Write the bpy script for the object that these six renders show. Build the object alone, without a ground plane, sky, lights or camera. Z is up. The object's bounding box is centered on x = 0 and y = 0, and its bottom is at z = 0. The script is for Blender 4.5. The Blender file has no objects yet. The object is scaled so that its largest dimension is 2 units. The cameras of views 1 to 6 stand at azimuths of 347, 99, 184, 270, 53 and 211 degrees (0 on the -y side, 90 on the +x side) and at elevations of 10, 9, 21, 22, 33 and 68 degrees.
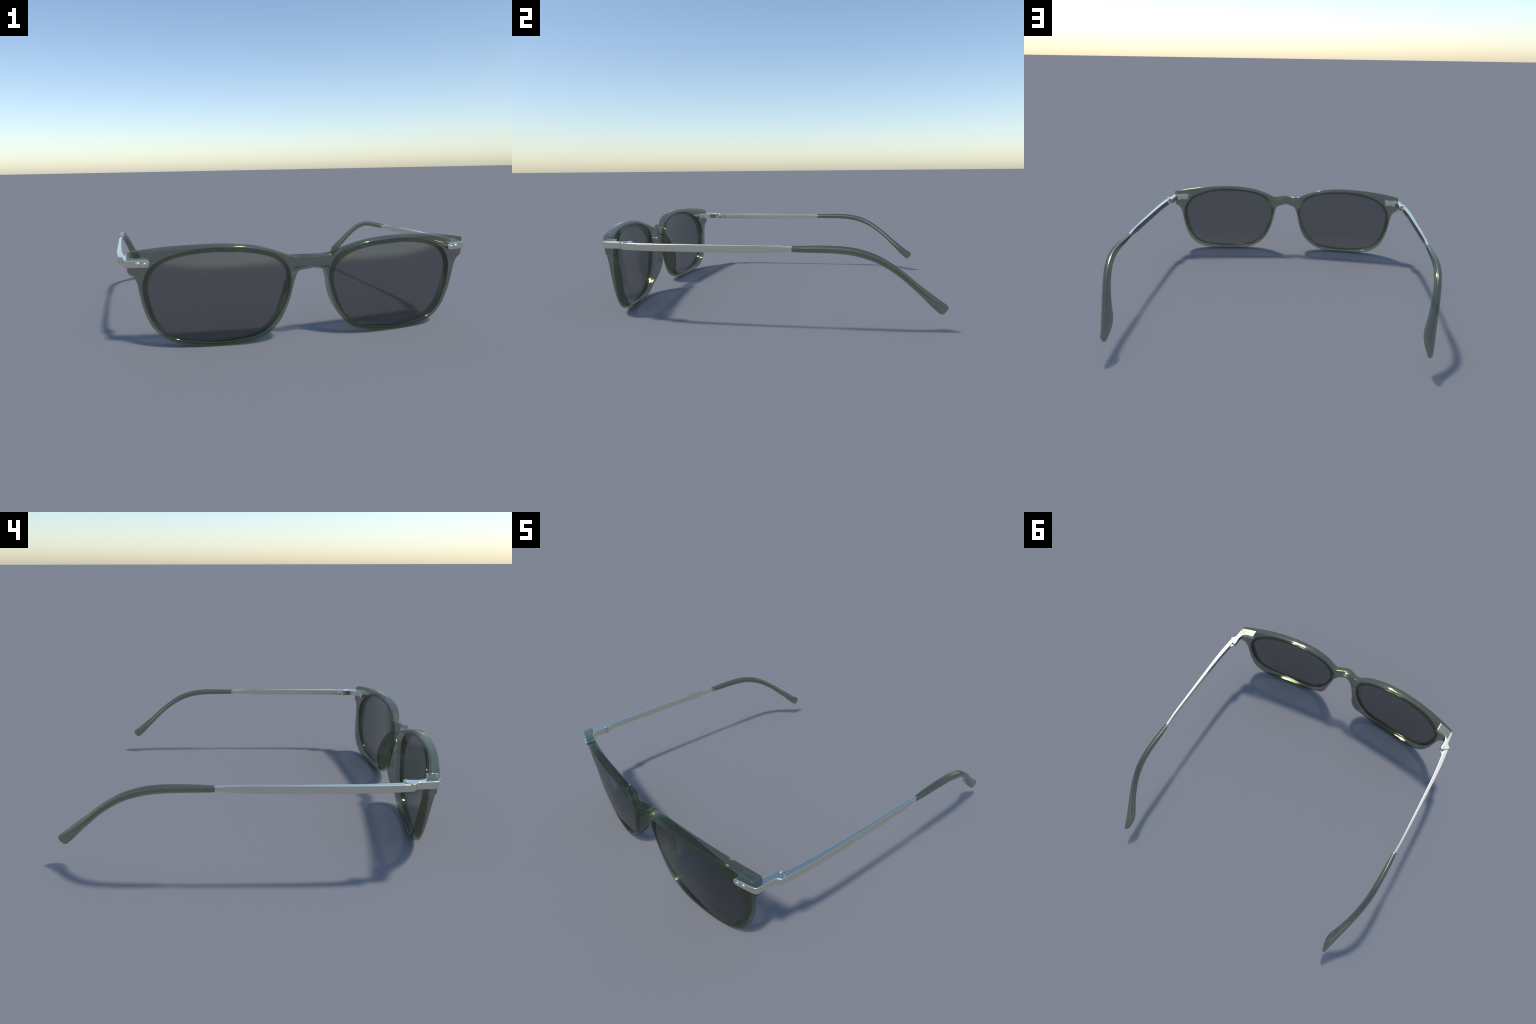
import bpy, bmesh, math
import numpy as np
from mathutils import Vector

# ---------------------------------------------------------------- helpers
def spline(xs, ys, x):
    """natural cubic spline through (xs, ys)"""
    xs = np.asarray(xs, float); ys = np.asarray(ys, float); n = len(xs)
    h = np.diff(xs); A = np.eye(n); b = np.zeros(n)
    for i in range(1, n - 1):
        A[i, i - 1] = h[i - 1]; A[i, i] = 2 * (h[i - 1] + h[i]); A[i, i + 1] = h[i]
        b[i] = 6 * ((ys[i + 1] - ys[i]) / h[i] - (ys[i] - ys[i - 1]) / h[i - 1])
    m = np.linalg.solve(A, b)
    x = np.asarray(x, float); k = np.clip(np.searchsorted(xs, x) - 1, 0, n - 2)
    t = x - xs[k]; hk = h[k]
    return ys[k] + t * ((ys[k + 1] - ys[k]) / hk - hk * (2 * m[k] + m[k + 1]) / 6) + t * t * m[k] / 2 + t ** 3 * (m[k + 1] - m[k]) / (6 * hk)

def catmull(pts, n, closed=False):
    """dense centripetal-like curve through 2D points, resampled to n points by arc length"""
    P = np.asarray(pts, float)
    if closed: P = np.vstack([P, P[:1]])
    d = np.r_[0, np.cumsum(np.linalg.norm(np.diff(P, axis=0), axis=1) ** 0.5)]
    t = np.linspace(0, d[-1], 6000)
    if closed:
        dd = np.r_[d[:-1] - d[-1], d, d[1:] + d[-1]]; PP = np.vstack([P[:-1], P, P[1:]])
        C = np.c_[spline(dd, PP[:, 0], t), spline(dd, PP[:, 1], t)]
    else:
        C = np.c_[spline(d, P[:, 0], t), spline(d, P[:, 1], t)]
    s = np.r_[0, np.cumsum(np.linalg.norm(np.diff(C, axis=0), axis=1))]
    u = np.linspace(0, s[-1], n + 1)[:-1] if closed else np.linspace(0, s[-1], n)
    return np.c_[np.interp(u, s, C[:, 0]), np.interp(u, s, C[:, 1])]

def smooth01(t):
    t = np.clip(t, 0, 1); return t * t * (3 - 2 * t)

def mesh_object(name, verts, faces, mat, parent=None, smooth_angle=None):
    me = bpy.data.meshes.new(name)
    me.from_pydata([tuple(map(float, v)) for v in verts], [], [tuple(map(int, f)) for f in faces])
    bm = bmesh.new(); bm.from_mesh(me)
    bmesh.ops.remove_doubles(bm, verts=bm.verts, dist=1e-6)
    bmesh.ops.recalc_face_normals(bm, faces=bm.faces)
    bm.to_mesh(me); bm.free()
    me.materials.append(mat)
    ob = bpy.data.objects.new(name, me); bpy.context.scene.collection.objects.link(ob)
    for p in me.polygons: p.use_smooth = True
    if smooth_angle: me.set_sharp_from_angle(angle=math.radians(smooth_angle))
    if parent: ob.parent = parent
    return ob

def apply_modifiers(ob):
    dg = bpy.context.evaluated_depsgraph_get()
    me = bpy.data.meshes.new_from_object(ob.evaluated_get(dg))
    ob.modifiers.clear(); old = ob.data; ob.data = me; me.name = ob.name; bpy.data.meshes.remove(old)

def mirrored(ob, parent=None):
    """the same part on the other side: mesh mirrored in x"""
    me = ob.data.copy()
    bm = bmesh.new(); bm.from_mesh(me)
    for v in bm.verts: v.co.x = -v.co.x
    bmesh.ops.reverse_faces(bm, faces=bm.faces)
    bm.to_mesh(me); bm.free()
    o = bpy.data.objects.new(ob.name, me); bpy.context.scene.collection.objects.link(o)
    o.parent = parent
    return o

# ---------------------------------------------------------------- materials
def principled(name):
    m = bpy.data.materials.new(name); m.use_nodes = True
    return m, m.node_tree, m.node_tree.nodes["Principled BSDF"]

def fine_grain(nt, bsdf, scale, strength, lo, hi):
    tc = nt.nodes.new("ShaderNodeTexCoord")
    nz = nt.nodes.new("ShaderNodeTexNoise"); nz.inputs["Scale"].default_value = scale; nz.inputs["Detail"].default_value = 3
    nt.links.new(tc.outputs["Object"], nz.inputs["Vector"])
    mr = nt.nodes.new("ShaderNodeMapRange"); mr.inputs["To Min"].default_value = lo; mr.inputs["To Max"].default_value = hi
    nt.links.new(nz.outputs["Fac"], mr.inputs["Value"]); nt.links.new(mr.outputs["Result"], bsdf.inputs["Roughness"])

def mix_noise_color(nt, bsdf, a, b, scale):
    tc = nt.nodes.new("ShaderNodeTexCoord")
    nz = nt.nodes.new("ShaderNodeTexNoise"); nz.inputs["Scale"].default_value = scale
    nt.links.new(tc.outputs["Object"], nz.inputs["Vector"])
    rp = nt.nodes.new("ShaderNodeValToRGB")
    rp.color_ramp.elements[0].position = 0.35; rp.color_ramp.elements[1].position = 0.65
    rp.color_ramp.elements[0].color = (*a, 1); rp.color_ramp.elements[1].color = (*b, 1)
    nt.links.new(nz.outputs["Fac"], rp.inputs["Fac"]); nt.links.new(rp.outputs["Color"], bsdf.inputs["Base Color"])

ACETATE, nt, bs = principled("green_acetate")
mix_noise_color(nt, bs, (0.130, 0.161, 0.075), (0.136, 0.169, 0.080), 6.0)
bs.inputs["Metallic"].default_value = 1.0
bs.inputs["Roughness"].default_value = 0.08
bs.inputs["Alpha"].default_value = 0.51

TINT, nt, bs = principled("grey_tinted_lens")
mix_noise_color(nt, bs, (0.115, 0.119, 0.115), (0.119, 0.123, 0.119), 3.0)
bs.inputs["Metallic"].default_value = 1.0
bs.inputs["Roughness"].default_value = 0.12
bs.inputs["Alpha"].default_value = 0.566

STEEL, nt, bs = principled("brushed_steel")
mix_noise_color(nt, bs, (0.83, 0.81, 0.665), (0.85, 0.83, 0.685), 9.0)
bs.inputs["Metallic"].default_value = 1.0
fine_grain(nt, bs, 60.0, 0.1, 0.16, 0.19)

POLISHED, nt, bs = principled("polished_steel")
mix_noise_color(nt, bs, (0.80, 0.80, 0.84), (0.83, 0.83, 0.87), 9.0)
bs.inputs["Metallic"].default_value = 1.0
bs.inputs["Roughness"].default_value = 0.08

# ---------------------------------------------------------------- the bent front
PLAN_X = [0, .03, .06, .085, .11, .155, .21, .27, .39, .515, .64, .76, .87, .935, 1.0]
PLAN_Y = [-.9945, -.9875, -.9745, -.9665, -.966, -.975, -.982, -.9835, -.981, -.969, -.950, -.925, -.897, -.8805, -.864]
TILT, BOW = .098, .06
def front_y(x, z):
    """front face of the acetate: plan curve, pantoscopic tilt, slight vertical bow"""
    ax = np.abs(x)
    return spline(PLAN_X, PLAN_Y, ax) - TILT * (z - .5) - BOW * ((.24 ** 2) - (z - .26) ** 2)

def base_thickness(x):
    return np.interp(np.abs(x), [0, .1, .3, .6, .85, .94], [.052, .053, .054, .054, .053, .057])

NOSE_Z = [-.02, .03, .06, .10, .16, .22, .27, .33, .41, .46]
NOSE_E = [.0, .0, .006, .022, .040, .049, .047, .034, .015, .004]
def nose_bulge(x, z):
    ax = np.abs(x)
    return np.clip(spline(NOSE_Z, NOSE_E, np.clip(z, -.02, .46)), 0, 1)

# lens outline (right lens), polar about its centre
LENS_C = np.array([.5, .26])
LENS_R = [.364, .376, .360, .318, .284, .264, .258, .263, .288, .331, .387, .404, .380, .356, .335, .311, .280, .260, .252, .258, .278, .310, .336, .350]
HOLE_R = [.343, .357, .342, .301, .266, .246, .240, .246, .270, .311, .366, .387, .364, .343, .325, .298, .263, .243, .237, .243, .262, .298, .325, .335]
def polar_outline(table, n):
    """smooth closed outline from radii every 15 degrees, spaced evenly"""
    deg = np.arange(-75, 436, 15); th = np.radians(deg)
    a = np.linspace(0, 2 * math.pi, 720, endpoint=False)
    rr = spline(th, [table[(k // 15) % 24] for k in deg], a)
    C = LENS_C + np.c_[rr * np.cos(a), rr * np.sin(a)]
    CC = np.vstack([C, C[:1]]); s = np.r_[0, np.cumsum(np.linalg.norm(np.diff(CC, axis=0), axis=1))]
    u = np.linspace(0, s[-1], n + 1)[:-1]
    return np.c_[np.interp(u, s, CC[:, 0]), np.interp(u, s, CC[:, 1])]

# outer outline of the right half, from the bridge's underside round to its top
OUTER = [(0, .3950), (.010, .3949), (.024, .3942), (.049, .3910), (.065, .3845), (.0765, .372), (.086, .350), (.094, .317), (.103, .273), (.113, .234),
         (.126, .196), (.144, .155), (.167, .116), (.193, .084), (.226, .053), (.262, .031), (.300, .0155), (.345, .0055), (.400, .0015),
         (.470, .0003), (.540, .0005), (.590, .0025), (.640, .0075), (.690, .0165), (.735, .0310), (.770, .0515), (.803, .080), (.832, .118),
         (.851, .160), (.866, .203), (.877, .250), (.8855, .298), (.893, .345), (.900, .368), (.911, .382), (.926, .3915)]
SIDE = [(.9345, .400), (.9385, .414), (.9405, .44), (.9400, .47), (.9390, .4885)]
TOP = [(.9350, .4975), (.9250, .5010), (.905, .5050), (.860, .5115), (.760, .5230), (.640, .5310), (.530, .5335), (.450, .5325), (.370, .5260), (.290, .5150),
       (.230, .4995), (.170, .4800), (.130, .4645), (.108, .4575), (.085, .4550), (.045, .4565), (.015, .4577), (0, .4578)]

def build_front():
    R = .0075                                  # edge rounding
    a = catmull(OUTER + SIDE + TOP, 640)
    a[0, 0] = a[-1, 0] = 0.0
    # outward normals of the outline
    t = np.gradient(a, axis=0); t /= np.linalg.norm(t, axis=1)[:, None]
    nrm = np.c_[t[:, 1], -t[:, 0]]
    nrm[0] = (0, -1); nrm[-1] = (0, 1)
    # crisper edges under the bridge and below the end blocks
    crisp = 1 - .92 * smooth01((a[:, 1] - .30) / .05) * smooth01((.1 - nrm[:, 1]) / .5)
    # centre line segment closing the loop at x = 0
    K = 8
    zc = np.linspace(a[-1, 1] - R * crisp[-1], a[0, 1] + R * crisp[0], K + 2)[1:-1]
    nO = len(a)
    face_end = np.vstack([a - R * crisp[:, None] * nrm, np.c_[np.zeros(K), zc]])
    wall = np.vstack([a, np.c_[np.zeros(K), zc]])
    nn = np.vstack([nrm, np.tile([-1., 0.], (K, 1))])
    N = nO + K
    # matching hole points by direction seen from the lens centre
    hole = polar_outline(HOLE_R, 1440)
    ha = np.unwrap(np.arctan2(*(hole - LENS_C).T[::-1]))
    oa = np.unwrap(np.arctan2(*(wall - LENS_C).T[::-1]))
    # blend angle with arc length so that the quads stay regular along the bridge
    seg = np.r_[0, np.cumsum(np.linalg.norm(np.diff(np.vstack([wall, wall[:1]]), axis=0), axis=1))]
    w = np.maximum.accumulate(oa); tot = 2 * math.pi
    frac = (w - w[0]) / tot
    frac = .82 * frac + .18 * seg[:-1] / seg[-1]
    ang = oa[0] + frac * tot - .02
    hp = np.c_[np.interp(ang, ha, hole[:, 0], period=tot), np.interp(ang, ha, hole[:, 1], period=tot)]
    ht = np.roll(hp, -1, 0) - np.roll(hp, 1, 0); ht /= np.linalg.norm(ht, axis=1)[:, None]
    hn = np.c_[-ht[:, 1], ht[:, 0]]            # towards the lens centre
    hface = hp - R * .8 * hn
    hback = hface + hn * (.006 * smooth01((.30 - hp[:, 1]) / .1))[:, None]   # the opening narrows towards the back
    arcs = np.linspace(0, math.pi / 2, 6)
    rows = []                                  # each: (xz (N,2), y (N,))
    def thick(xz, s):
        return base_thickness(xz[:, 0]) + nose_bulge(xz[:, 0], xz[:, 1]) * (.18 + .82 * s) * nose_w
    # nose pads sit only on the inner flank of the rim
    nose_w = smooth01((.40 - wall[:, 0]) / .12) * smooth01((.455 - wall[:, 1]) / .05) * smooth01((wall[:, 0] - .040) / .05)
    isC = np.zeros(N, bool); isC[nO:] = True
    S = [0, .06, .2, .4, .6, .8, .94, 1]
    crisp = np.r_[crisp, np.ones(K)]
    Rc = np.where(isC, 0, R * crisp)                    # no rounding on the mirror line
    # hole front edge rounding
    for q in arcs[:-1]:
        xz = hface + (R * .8 * hn) * math.cos(q); rows.append((xz, front_y(xz[:, 0], xz[:, 1]) + R * .8 * (1 - math.sin(q)), 'f', 0))
    for s in S:
        xz = hface * (1 - s) + face_end * s; rows.append((xz, front_y(xz[:, 0], xz[:, 1]), 'f', s))
    for q in arcs[1:]:
        xz = face_end + (Rc * math.sin(q))[:, None] * nn
        rows.append((xz, front_y(xz[:, 0], xz[:, 1]) + Rc * (1 - math.cos(q)), 'w', 1))
    # outer wall runs back and tapers slightly inwards
    Rb = np.where(isC, 0, R * 1.25 * crisp + .006 * nose_w)
    taper = np.interp(nn[:, 1], [-1, -.2, .2, .8, 1], [.000, .008, .006, -.005, -.0055]) * np.where(nn[:, 1] > .2, 1, 1 - .5 * smooth01((wall[:, 1] - .30) / .06))      # the top runs back almost level
    T1 = thick(wall, 1.0)
    for f in (.25, .5, .75):
        xz = wall - nn * np.where(isC, 0, taper * f)[:, None]
        y0 = front_y(wall[:, 0], wall[:, 1])
        rows.append((xz, y0 + Rc + (T1 - Rc - Rb) * f, 'w', 1))
    wb = wall - nn * np.where(isC, 0, taper)[:, None]
    for q in arcs[:-1]:
        xz = wb - (Rb * (1 - math.cos(q)))[:, None] * nn
        rows.append((xz, front_y(wall[:, 0], wall[:, 1]) + T1 - Rb * (1 - math.sin(q)), 'w', 1))
    back_end = wb - Rb[:, None] * nn
    yb_end = front_y(wall[:, 0], wall[:, 1]) + T1
    yb_hole = front_y(hback[:, 0], hback[:, 1]) + base_thickness(hback[:, 0]) + .18 * nose_bulge(hback[:, 0], hback[:, 1]) * nose_w
    for s in reversed(S):
        xz = hback * (1 - s) + back_end * s
        lin = yb_hole * (1 - s) + yb_end * s
        true = front_y(xz[:, 0], xz[:, 1]) + base_thickness(xz[:, 0]) + (.18 + .82 * s) * nose_bulge(wall[:, 0], wall[:, 1]) * nose_w
        k = 4 * s * (1 - s)
        rows.append((xz, lin * (1 - k) + true * k, 'b', s))
    for q in arcs[1:]:
        xz = hback + (R * .8 * hn) * math.sin(q); rows.append((xz, yb_hole - R * .8 * (1 - math.cos(q)), 'b', 0))
    verts = []; faces = []
    for xz, y, kind, s in rows:
        verts += [(xz[i, 0], y[i], xz[i, 1]) for i in range(N)]
    M = len(rows)
    for j in range(M):
        j2 = (j + 1) % M
        for i in range(N):
            i2 = (i + 1) % N
            if rows[j][2] == 'w' and rows[j2][2] in 'wb' or rows[j][2] == 'f' and rows[j2][2] == 'w':
                # outer wall: none across the mirror line
                if i >= nO - 1: continue
            faces.append((j * N + i, j * N + i2, j2 * N + i2, j2 * N + i))
    nv = len(verts)
    verts += [(-x, y, z) for x, y, z in verts]
    faces += [tuple(nv + k for k in reversed(f)) for f in faces]
    return verts, faces

root = bpy.data.objects.new("sunglasses", None); bpy.context.scene.collection.objects.link(root)
root["label"] = "rectangular sunglasses with translucent green frame and silver temples"
root["category"] = "sunglasses"

fv, ff = build_front()
whole = mesh_object("front_whole", fv, ff, ACETATE)

def split_front(ob):
    """cut the moulded front into bridge, rims and nose pads; borders and normals are shared"""
    me = ob.data
    vn = [v.normal.copy() for v in me.vertices]
    groups = {}
    for p in me.polygons:
        c = p.center; ax = abs(c.x)
        if ax < .082 and c.z > .33: key = ("bridge", 0)
        else:
            side = 1 if c.x > 0 else -1
            yb = float(front_y(c.x, c.z)) + float(base_thickness(c.x))
            key = ("nose_pad", side) if (c.y > yb + .006 and ax < .34 and c.z < .42) else ("rim", side)
        groups.setdefault(key, []).append(p.index)
    out = {}
    for (name, side), idx in sorted(groups.items(), key=lambda k: (k[0][0], -k[0][1])):
        remap = {}; vs = []; fs = []; ns = []
        for i in idx:
            f = []
            for v in me.polygons[i].vertices:
                if v not in remap:
                    remap[v] = len(vs); vs.append(me.vertices[v].co.copy()); ns.append(vn[v])
                f.append(remap[v])
            fs.append(f)
        m2 = bpy.data.meshes.new(name); m2.from_pydata(vs, [], fs); m2.materials.append(ACETATE)
        for p in m2.polygons: p.use_smooth = True
        m2.normals_split_custom_set_from_vertices([tuple(n) for n in ns])
        o = bpy.data.objects.new(name, m2); bpy.context.scene.collection.objects.link(o)
        out[(name, side)] = o
    bpy.data.objects.remove(ob)
    return out

parts = split_front(whole)
parts[("bridge", 0)].parent = root
for sd in (1, -1):
    parts[("rim", sd)].parent = root
    if ("nose_pad", sd) in parts: parts[("nose_pad", sd)].parent = parts[("rim", sd)]

# ---------------------------------------------------------------- lenses
def lens_y(x, z, y0, up, down):
    """domed face, sweeping back at the temple side and at the bottom"""
    dx = np.abs(x) - .5; dz = z - .26; p = np.maximum(dx, 0)
    return y0 + .06 * dx + .20 * dx * dx + .08 * p * p + .60 * p ** 3 - .20 * p * p * dz - .033 * dz + np.where(dz > 0, up, down) * dz * dz
LENS_FACES = ((-.9490, .40, .44), (-.9315, .28, .25))

def build_lens():
    n = 160; out = polar_outline(LENS_R, n); verts = []; faces = []
    rings = [1, .97, .9, .8, .65, .5, .35, .2, .08]
    def layer(y0, up, down):
        start = len(verts)
        for r in rings:
            P = LENS_C + (out - LENS_C) * r
            y = lens_y(P[:, 0], P[:, 1], y0, up, down)
            verts.extend((P[i, 0], y[i], P[i, 1]) for i in range(n))
        verts.append((LENS_C[0], y0, LENS_C[1]))
        for j in range(len(rings) - 1):
            for i in range(n):
                a, b = start + j * n + i, start + j * n + (i + 1) % n
                faces.append((a, b, b + n, a + n))
        last = start + (len(rings) - 1) * n
        for i in range(n): faces.append((last + i, last + (i + 1) % n, len(verts) - 1))
        return start
    s1 = layer(*LENS_FACES[0]); s2 = layer(*LENS_FACES[1])
    for i in range(n): faces.append((s1 + i, s1 + (i + 1) % n, s2 + (i + 1) % n, s2 + i))
    return verts, faces
lv, lf = build_lens()
lens = mesh_object("lens", lv, lf, TINT, root, 40)
mirrored(lens, root)

# ---------------------------------------------------------------- metal end pieces
def prism(name, plan, levels, mat, parent, bevel=.0022, shift=None, ztop=None, zbot=None):
    """plan polygon (x, y) extruded through z levels; shift(x, y, f) moves x per level"""
    n = len(plan); L = len(levels); verts = []; faces = []
    for z in levels:
        for x, y in plan:
            dd = shift(x, y, z) if shift else 0; xx = x + dd; y = y + .26 * dd
            f = (z - levels[0]) / (levels[-1] - levels[0])
            zz = z if ztop is None else float(zbot(y)) * (1 - f) + float(ztop(y)) * f
            verts.append((xx, y, zz))
    for j in range(L - 1):
        for i in range(n):
            a, b = j * n + i, j * n + (i + 1) % n
            faces.append((a, b, b + n, a + n))
    faces.append(tuple(range(n))[::-1]); faces.append(tuple((L - 1) * n + i for i in range(n)))
    ob = mesh_object(name, verts, faces, mat, parent)
    if bevel:
        bv = ob.modifiers.new("edge", 'BEVEL'); bv.width = bevel; bv.segments = 3; bv.limit_method = 'ANGLE'
        bv.angle_limit = math.radians(50); bv.harden_normals = False
        apply_modifiers(ob)
    for p in ob.data.polygons: p.use_smooth = True
    ob.data.set_sharp_from_angle(angle=math.radians(35))
    return ob

def weighted(ob):
    """flat faces keep flat shading, roundings blend into them"""
    w = ob.modifiers.new("normals", 'WEIGHTED_NORMAL'); w.keep_sharp = True; w.weight = 100
    return ob

def disc(cx, cy, r, n=24): return [(cx + r * math.cos(2 * math.pi * i / n), cy + r * math.sin(2 * math.pi * i / n)) for i in range(n)]

def join(obs):
    base = obs[0]; bm = bmesh.new()
    for o in obs: bm.from_mesh(o.data)
    bm.to_mesh(base.data); bm.free()
    for o in obs[1:]: bpy.data.objects.remove(o)
    return base

front_edge = [(.830, -.9105), (.8455, -.9068), (.862, -.9025), (.882, -.8970), (.902, -.8915), (.922, -.8855), (.938, -.8800)]
corner = [(.9455, -.8765), (.9505, -.8720), (.9530, -.8655)]
outside = [(.9545, -.845), (.9560, -.815), (.9575, -.790), (.9600, -.777), (.9650, -.7675), (.9735, -.7600), (.9810, -.7535), (.9838, -.7465), (.9822, -.7390), (.9785, -.7335)]
seam = [(.970, -.7268), (.960, -.7205)]
inside = [(.938, -.716), (.9275, -.722), (.9255, -.738), (.9275, -.760), (.9265, -.784), (.9220, -.802), (.9140, -.8165), (.9010, -.8275), (.8840, -.8345), (.8640, -.8400), (.8455, -.8446), (.830, -.8486)]
EP_LO, EP_HI = .4310, .4695
def end_round(x, y, z):
    """inner end of the block is rounded when seen from the front"""
    f = abs((z - (EP_LO + EP_HI) / 2) / ((EP_HI - EP_LO) / 2)); r = .014
    d = r * (1 - math.sqrt(max(0, 1 - max(0, (f - .15) / .85) ** 2)))
    return d * max(0, min(1, (.868 - x) / .038))
lv = [EP_LO + (EP_HI - EP_LO) * f for f in (0, .12, .22, .34, .5, .66, .78, .88, 1)]
ep_body = prism("endpiece", front_edge + corner + outside + seam + inside, lv, STEEL, root, .0032, end_round)
HX, HY, HR = .9385, -.7215, .0145
knuckles = [prism("knuckle", disc(HX, HY, HR), [a, b], STEEL, root, .0015) for a, b in ((.4565, .4703), (.4300, .4425))]
endpiece = join([ep_body] + knuckles)
endpiece.data.set_sharp_from_angle(angle=math.radians(35))
endpieces = {1: endpiece, -1: mirrored(endpiece, root)}
for o in endpieces.values(): weighted(o)

def dome(name, r, height, n=28, m=8):
    verts = []; faces = []
    for j in range(m):
        q = math.pi / 2 * j / m
        for i in range(n):
            a = 2 * math.pi * i / n
            verts.append((r * math.cos(q) * math.cos(a), -height * math.sin(q), r * math.cos(q) * math.sin(a)))
    verts.append((0, -height, 0))
    for j in range(m - 1):
        for i in range(n):
            a, b = j * n + i, j * n + (i + 1) % n
            faces.append((a, b, b + n, a + n))
    for i in range(n): faces.append(((m - 1) * n + i, (m - 1) * n + (i + 1) % n, len(verts) - 1))
    base = len(verts)
    for i in range(n):
        v = verts[i]; verts.append((v[0], .004, v[2]))
    for i in range(n): faces.append((i, base + i, base + (i + 1) % n, (i + 1) % n))
    faces.append(tuple(base + i for i in range(n)))
    return mesh_object(name, verts, faces, POLISHED, None, 60)

for k, (rx, rz, rr) in enumerate(((.8870, .4505, .0115), (.8535, .4495, .0090))):
    rv = dome("rivet", rr, rr * .5)
    ry = float(np.interp(rx, [p[0] for p in front_edge], [p[1] for p in front_edge])) - .0004
    for sd in (1, -1):
        o = rv if sd == 1 else rv.copy()
        if sd == -1: bpy.context.scene.collection.objects.link(o)
        o.location = (sd * rx, ry, rz); o.rotation_euler = (0, 0, sd * .27); o.parent = endpieces[sd]

# ---------------------------------------------------------------- temples
arm_out = catmull([(.9790, -.7420), (.9850, -.680), (.9905, -.600), (.9935, -.50), (.9940, -.35), (.9935, -.15), (.9930, .05), (.9915, .14), (.9890, .20), (.9870, .24)], 46)
arm_in = catmull([(.9535, -.6860), (.9580, -.630), (.9640, -.560), (.9685, -.46), (.9720, -.32), (.9750, -.15), (.9765, .02), (.9760, .10), (.9735, .165), (.9715, .24)], 44)[::-1]
arm_end = [(.9515, -.694), (.9548, -.7120), (.9640, -.7340)]
arm_top = lambda y: np.interp(y, [-.74, -.72, -.6, -.3, -.1, .03, .075, .13, .19, .25], [.4625, .4660, .4655, .4655, .4662, .4668, .4660, .4630, .4588, .4570])
arm_bot = lambda y: np.interp(y, [-.74, -.6, -.3, -.1, .02, .06, .12, .19, .25], [.4285, .4262, .4245, .4252, .4262, .4282, .4328, .4385, .4400])
arm = prism("temple", [tuple(p) for p in arm_out] + [tuple(p) for p in arm_in] + arm_end, [0, .5, 1], STEEL, root, .0030, None, arm_top, arm_bot)
arm_knuckle = prism("arm_knuckle", disc(HX, HY, HR - .001) , [.4433, .4557], STEEL, root, .0012)
arm_web = prism("arm_web", [(.930, -.716), (.940, -.703), (.958, -.700), (.962, -.680), (.9515, -.676), (.938, -.690), (.9265, -.712)], [.4433, .4557], STEEL, root, .0012)
temple = join([arm, arm_knuckle, arm_web]); temple.data.set_sharp_from_angle(angle=math.radians(35))
temples = {1: temple, -1: mirrored(temple, root)}
for o in temples.values(): weighted(o)

def hinge_screw():
    """flat screw head with a slot, on top of the hinge barrel"""
    r, h, n = .0092, .0016, 28; z0 = .4703; w = .0011
    halves = []
    for sgn in (1, -1):
        pts = []
        a0 = math.asin(w / r)
        for i in range(n // 2 + 1):
            a = a0 + (math.pi - 2 * a0) * i / (n // 2)
            pts.append((r * math.cos(a), sgn * r * math.sin(a)))
        if sgn < 0: pts = pts[::-1]
        c, s = math.cos(.5), math.sin(.5)
        pts = [(HX + c * x - s * y, HY + s * x + c * y) for x, y in pts]
        halves.append(prism("half", pts, [z0 - .002, z0 + h], STEEL, None, .0006))
    core = prism("core", disc(HX, HY, r * .6), [.4295, z0 + .0003], STEEL, None, 0)
    o = join([halves[0], halves[1], core]); o.name = "hinge_screw"; o.data.name = "hinge_screw"
    return o
screw = hinge_screw(); screw.parent = temples[1]
weighted(screw); weighted(mirrored(screw, temples[-1]))

# ---------------------------------------------------------------- temple tips: swept, bent and flared
SP_Y = [.187, .2676, .3426, .417, .4665, .515, .5645, .614, .664, .715, .7665, .819, .872, .9245, .9650]
SP_Z = [.4485, .4490, .4495, .4472, .4427, .4345, .4205, .4010, .3735, .3390, .2985, .2515, .2055, .1590, .1273]
X_OUT = ([.186, .27, .38, .465, .55, .63, .70, .77, .84, .90, .95, .99], [.9955, .9990, 1.0000, .9985, .9930, .9810, .9660, .9485, .9300, .9140, .9000, .8870])
X_IN = ([.186, .27, .38, .465, .55, .63, .68, .73, .784, .83, .87, .90, .93, .96, .99], [.9710, .9640, .9600, .9560, .9490, .9360, .9250, .9110, .8930, .8735, .8575, .8530, .8570, .8655, .8770])
HT_S = [0, .09, .18, .26, .37, .43, .50, .56, .63, .70, .78, .86, .94, 1]
HT_H = [.0335, .0375, .0400, .0412, .0418, .0416, .0402, .0384, .0372, .0374, .0402, .0465, .0552, .0600]

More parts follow.
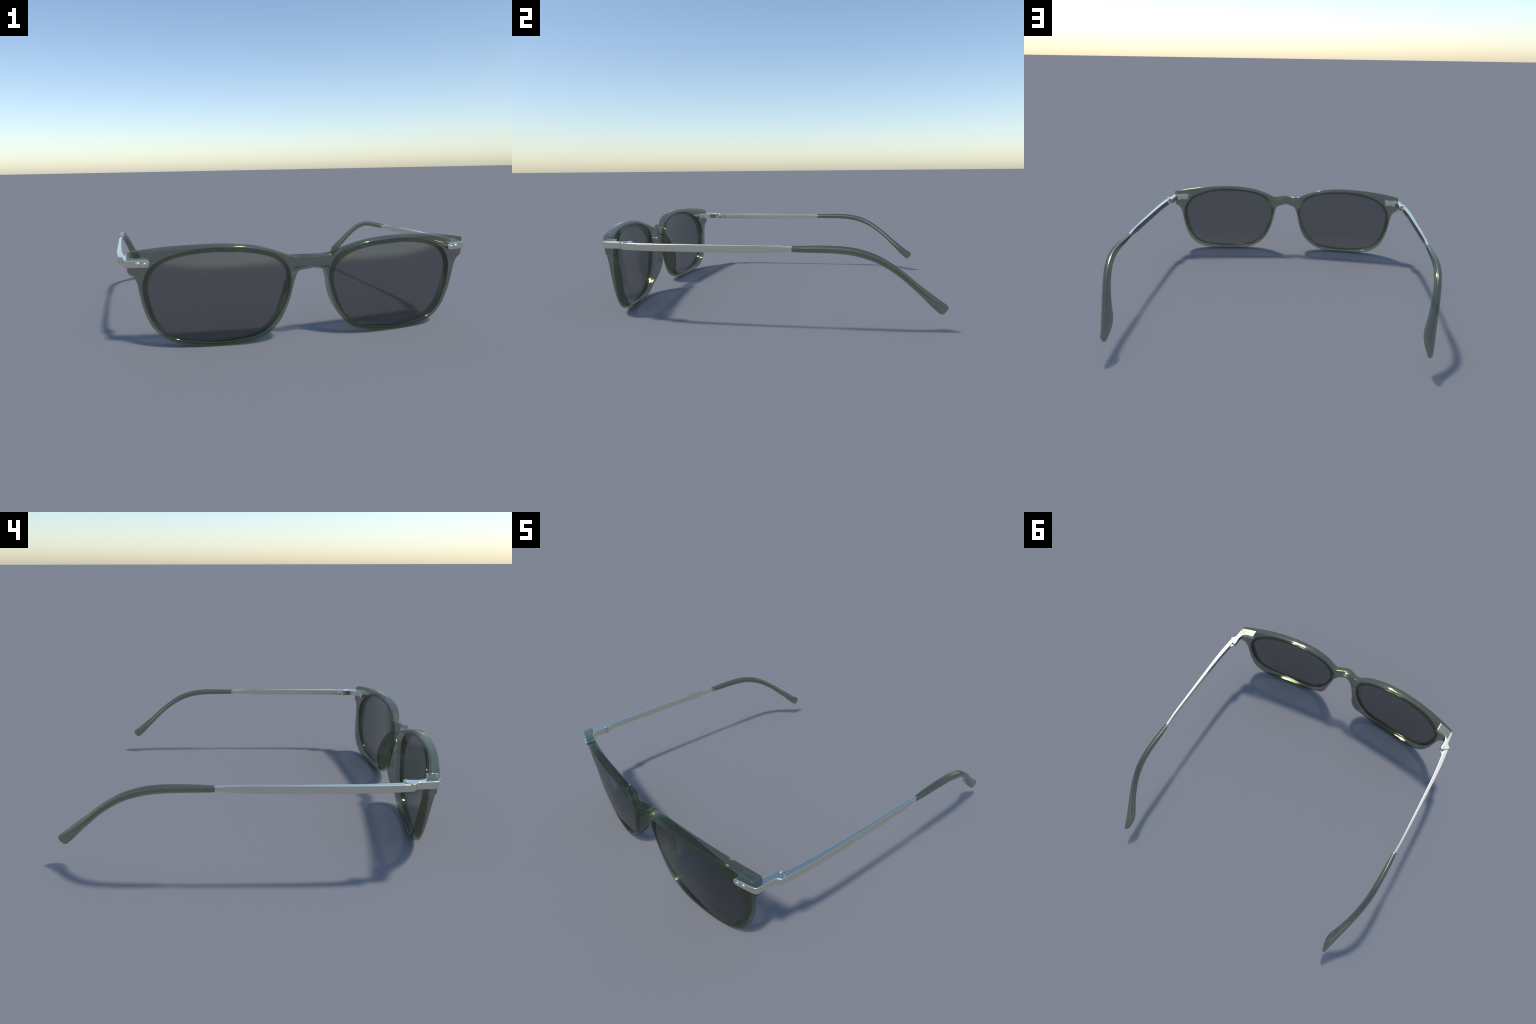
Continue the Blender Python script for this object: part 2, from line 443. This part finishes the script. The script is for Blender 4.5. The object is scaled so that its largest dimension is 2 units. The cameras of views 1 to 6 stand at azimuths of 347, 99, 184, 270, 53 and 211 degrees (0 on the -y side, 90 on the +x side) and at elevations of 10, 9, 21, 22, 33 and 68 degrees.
def tip_stations(n):
    C = catmull(list(zip(SP_Y, SP_Z)), n)
    d = np.gradient(C, axis=0); d /= np.linalg.norm(d, axis=1)[:, None]
    return C, d
def sweep(name, C, d, xc, hw, hh, mat, parent, power=2.6, n=36, cap=0.006, cap_end=None):
    """rounded-rectangle section carried along the spine; both ends rounded off"""
    verts = []; faces = []; M = len(C)
    def ring(c, dd, x, w, h):
        nr = np.array([-dd[1], dd[0]])
        for i in range(n):
            a = 2 * math.pi * i / n; ca, sa = math.cos(a), math.sin(a)
            u = math.copysign(abs(ca) ** (2 / power), ca) * w; v = math.copysign(abs(sa) ** (2 / power), sa) * h
            verts.append((x + u, c[0] + nr[0] * v, c[1] + nr[1] * v))
    qs = np.linspace(0, 1, 7)
    def capring(c, dd, x, w, h, sgn, order, cap):
        for q in order:
            k = math.sin(q * math.pi / 2); e = cap * (1 - math.cos(q * math.pi / 2))
            ring(c + sgn * dd * (cap * k), dd, x, max(w - e * min(1, w / cap), .0006), max(h - e, .0006))
    capring(C[0], d[0], xc[0], hw[0], hh[0], -1, qs[:0:-1], cap)
    for i in range(M): ring(C[i], d[i], xc[i], hw[i], hh[i])
    capring(C[-1], d[-1], xc[-1], hw[-1], hh[-1], 1, qs[1:], cap_end or cap)
    R = len(verts) // n
    for j in range(R - 1):
        for i in range(n):
            a, b = j * n + i, j * n + (i + 1) % n
            faces.append((a, b, b + n, a + n))
    faces.append(tuple(range(n))); faces.append(tuple((R - 1) * n + i for i in range(n)))
    return mesh_object(name, verts, faces, mat, parent, 50)

C, d = tip_stations(90)
s = np.linspace(0, 1, 90)
xo = spline(*X_OUT, C[:, 0]); xi = spline(*X_IN, C[:, 0])
tip = sweep("temple_tip", C, d, (xo + xi) / 2, (xo - xi) / 2, spline(HT_S, HT_H, s) / 2, ACETATE, temples[1], 2.7, 48, .007, .021)
mirrored(tip, temples[-1])
# steel core running inside the tip, thinning towards its end
k = 83
cw = np.interp(s[:k], [0, .5, .92], [.0082, .0062, .0035]); ch = np.interp(s[:k], [0, .15, .5, .75, .92], [.0105, .0120, .0118, .0095, .0030])
core = sweep("temple_core", C[:k], d[:k], .4 * (xo + xi)[:k] / 2 + .6 * (xo[:k] - .02), cw, ch, STEEL, temples[1], 5, 24, .002)
mirrored(core, temples[-1])
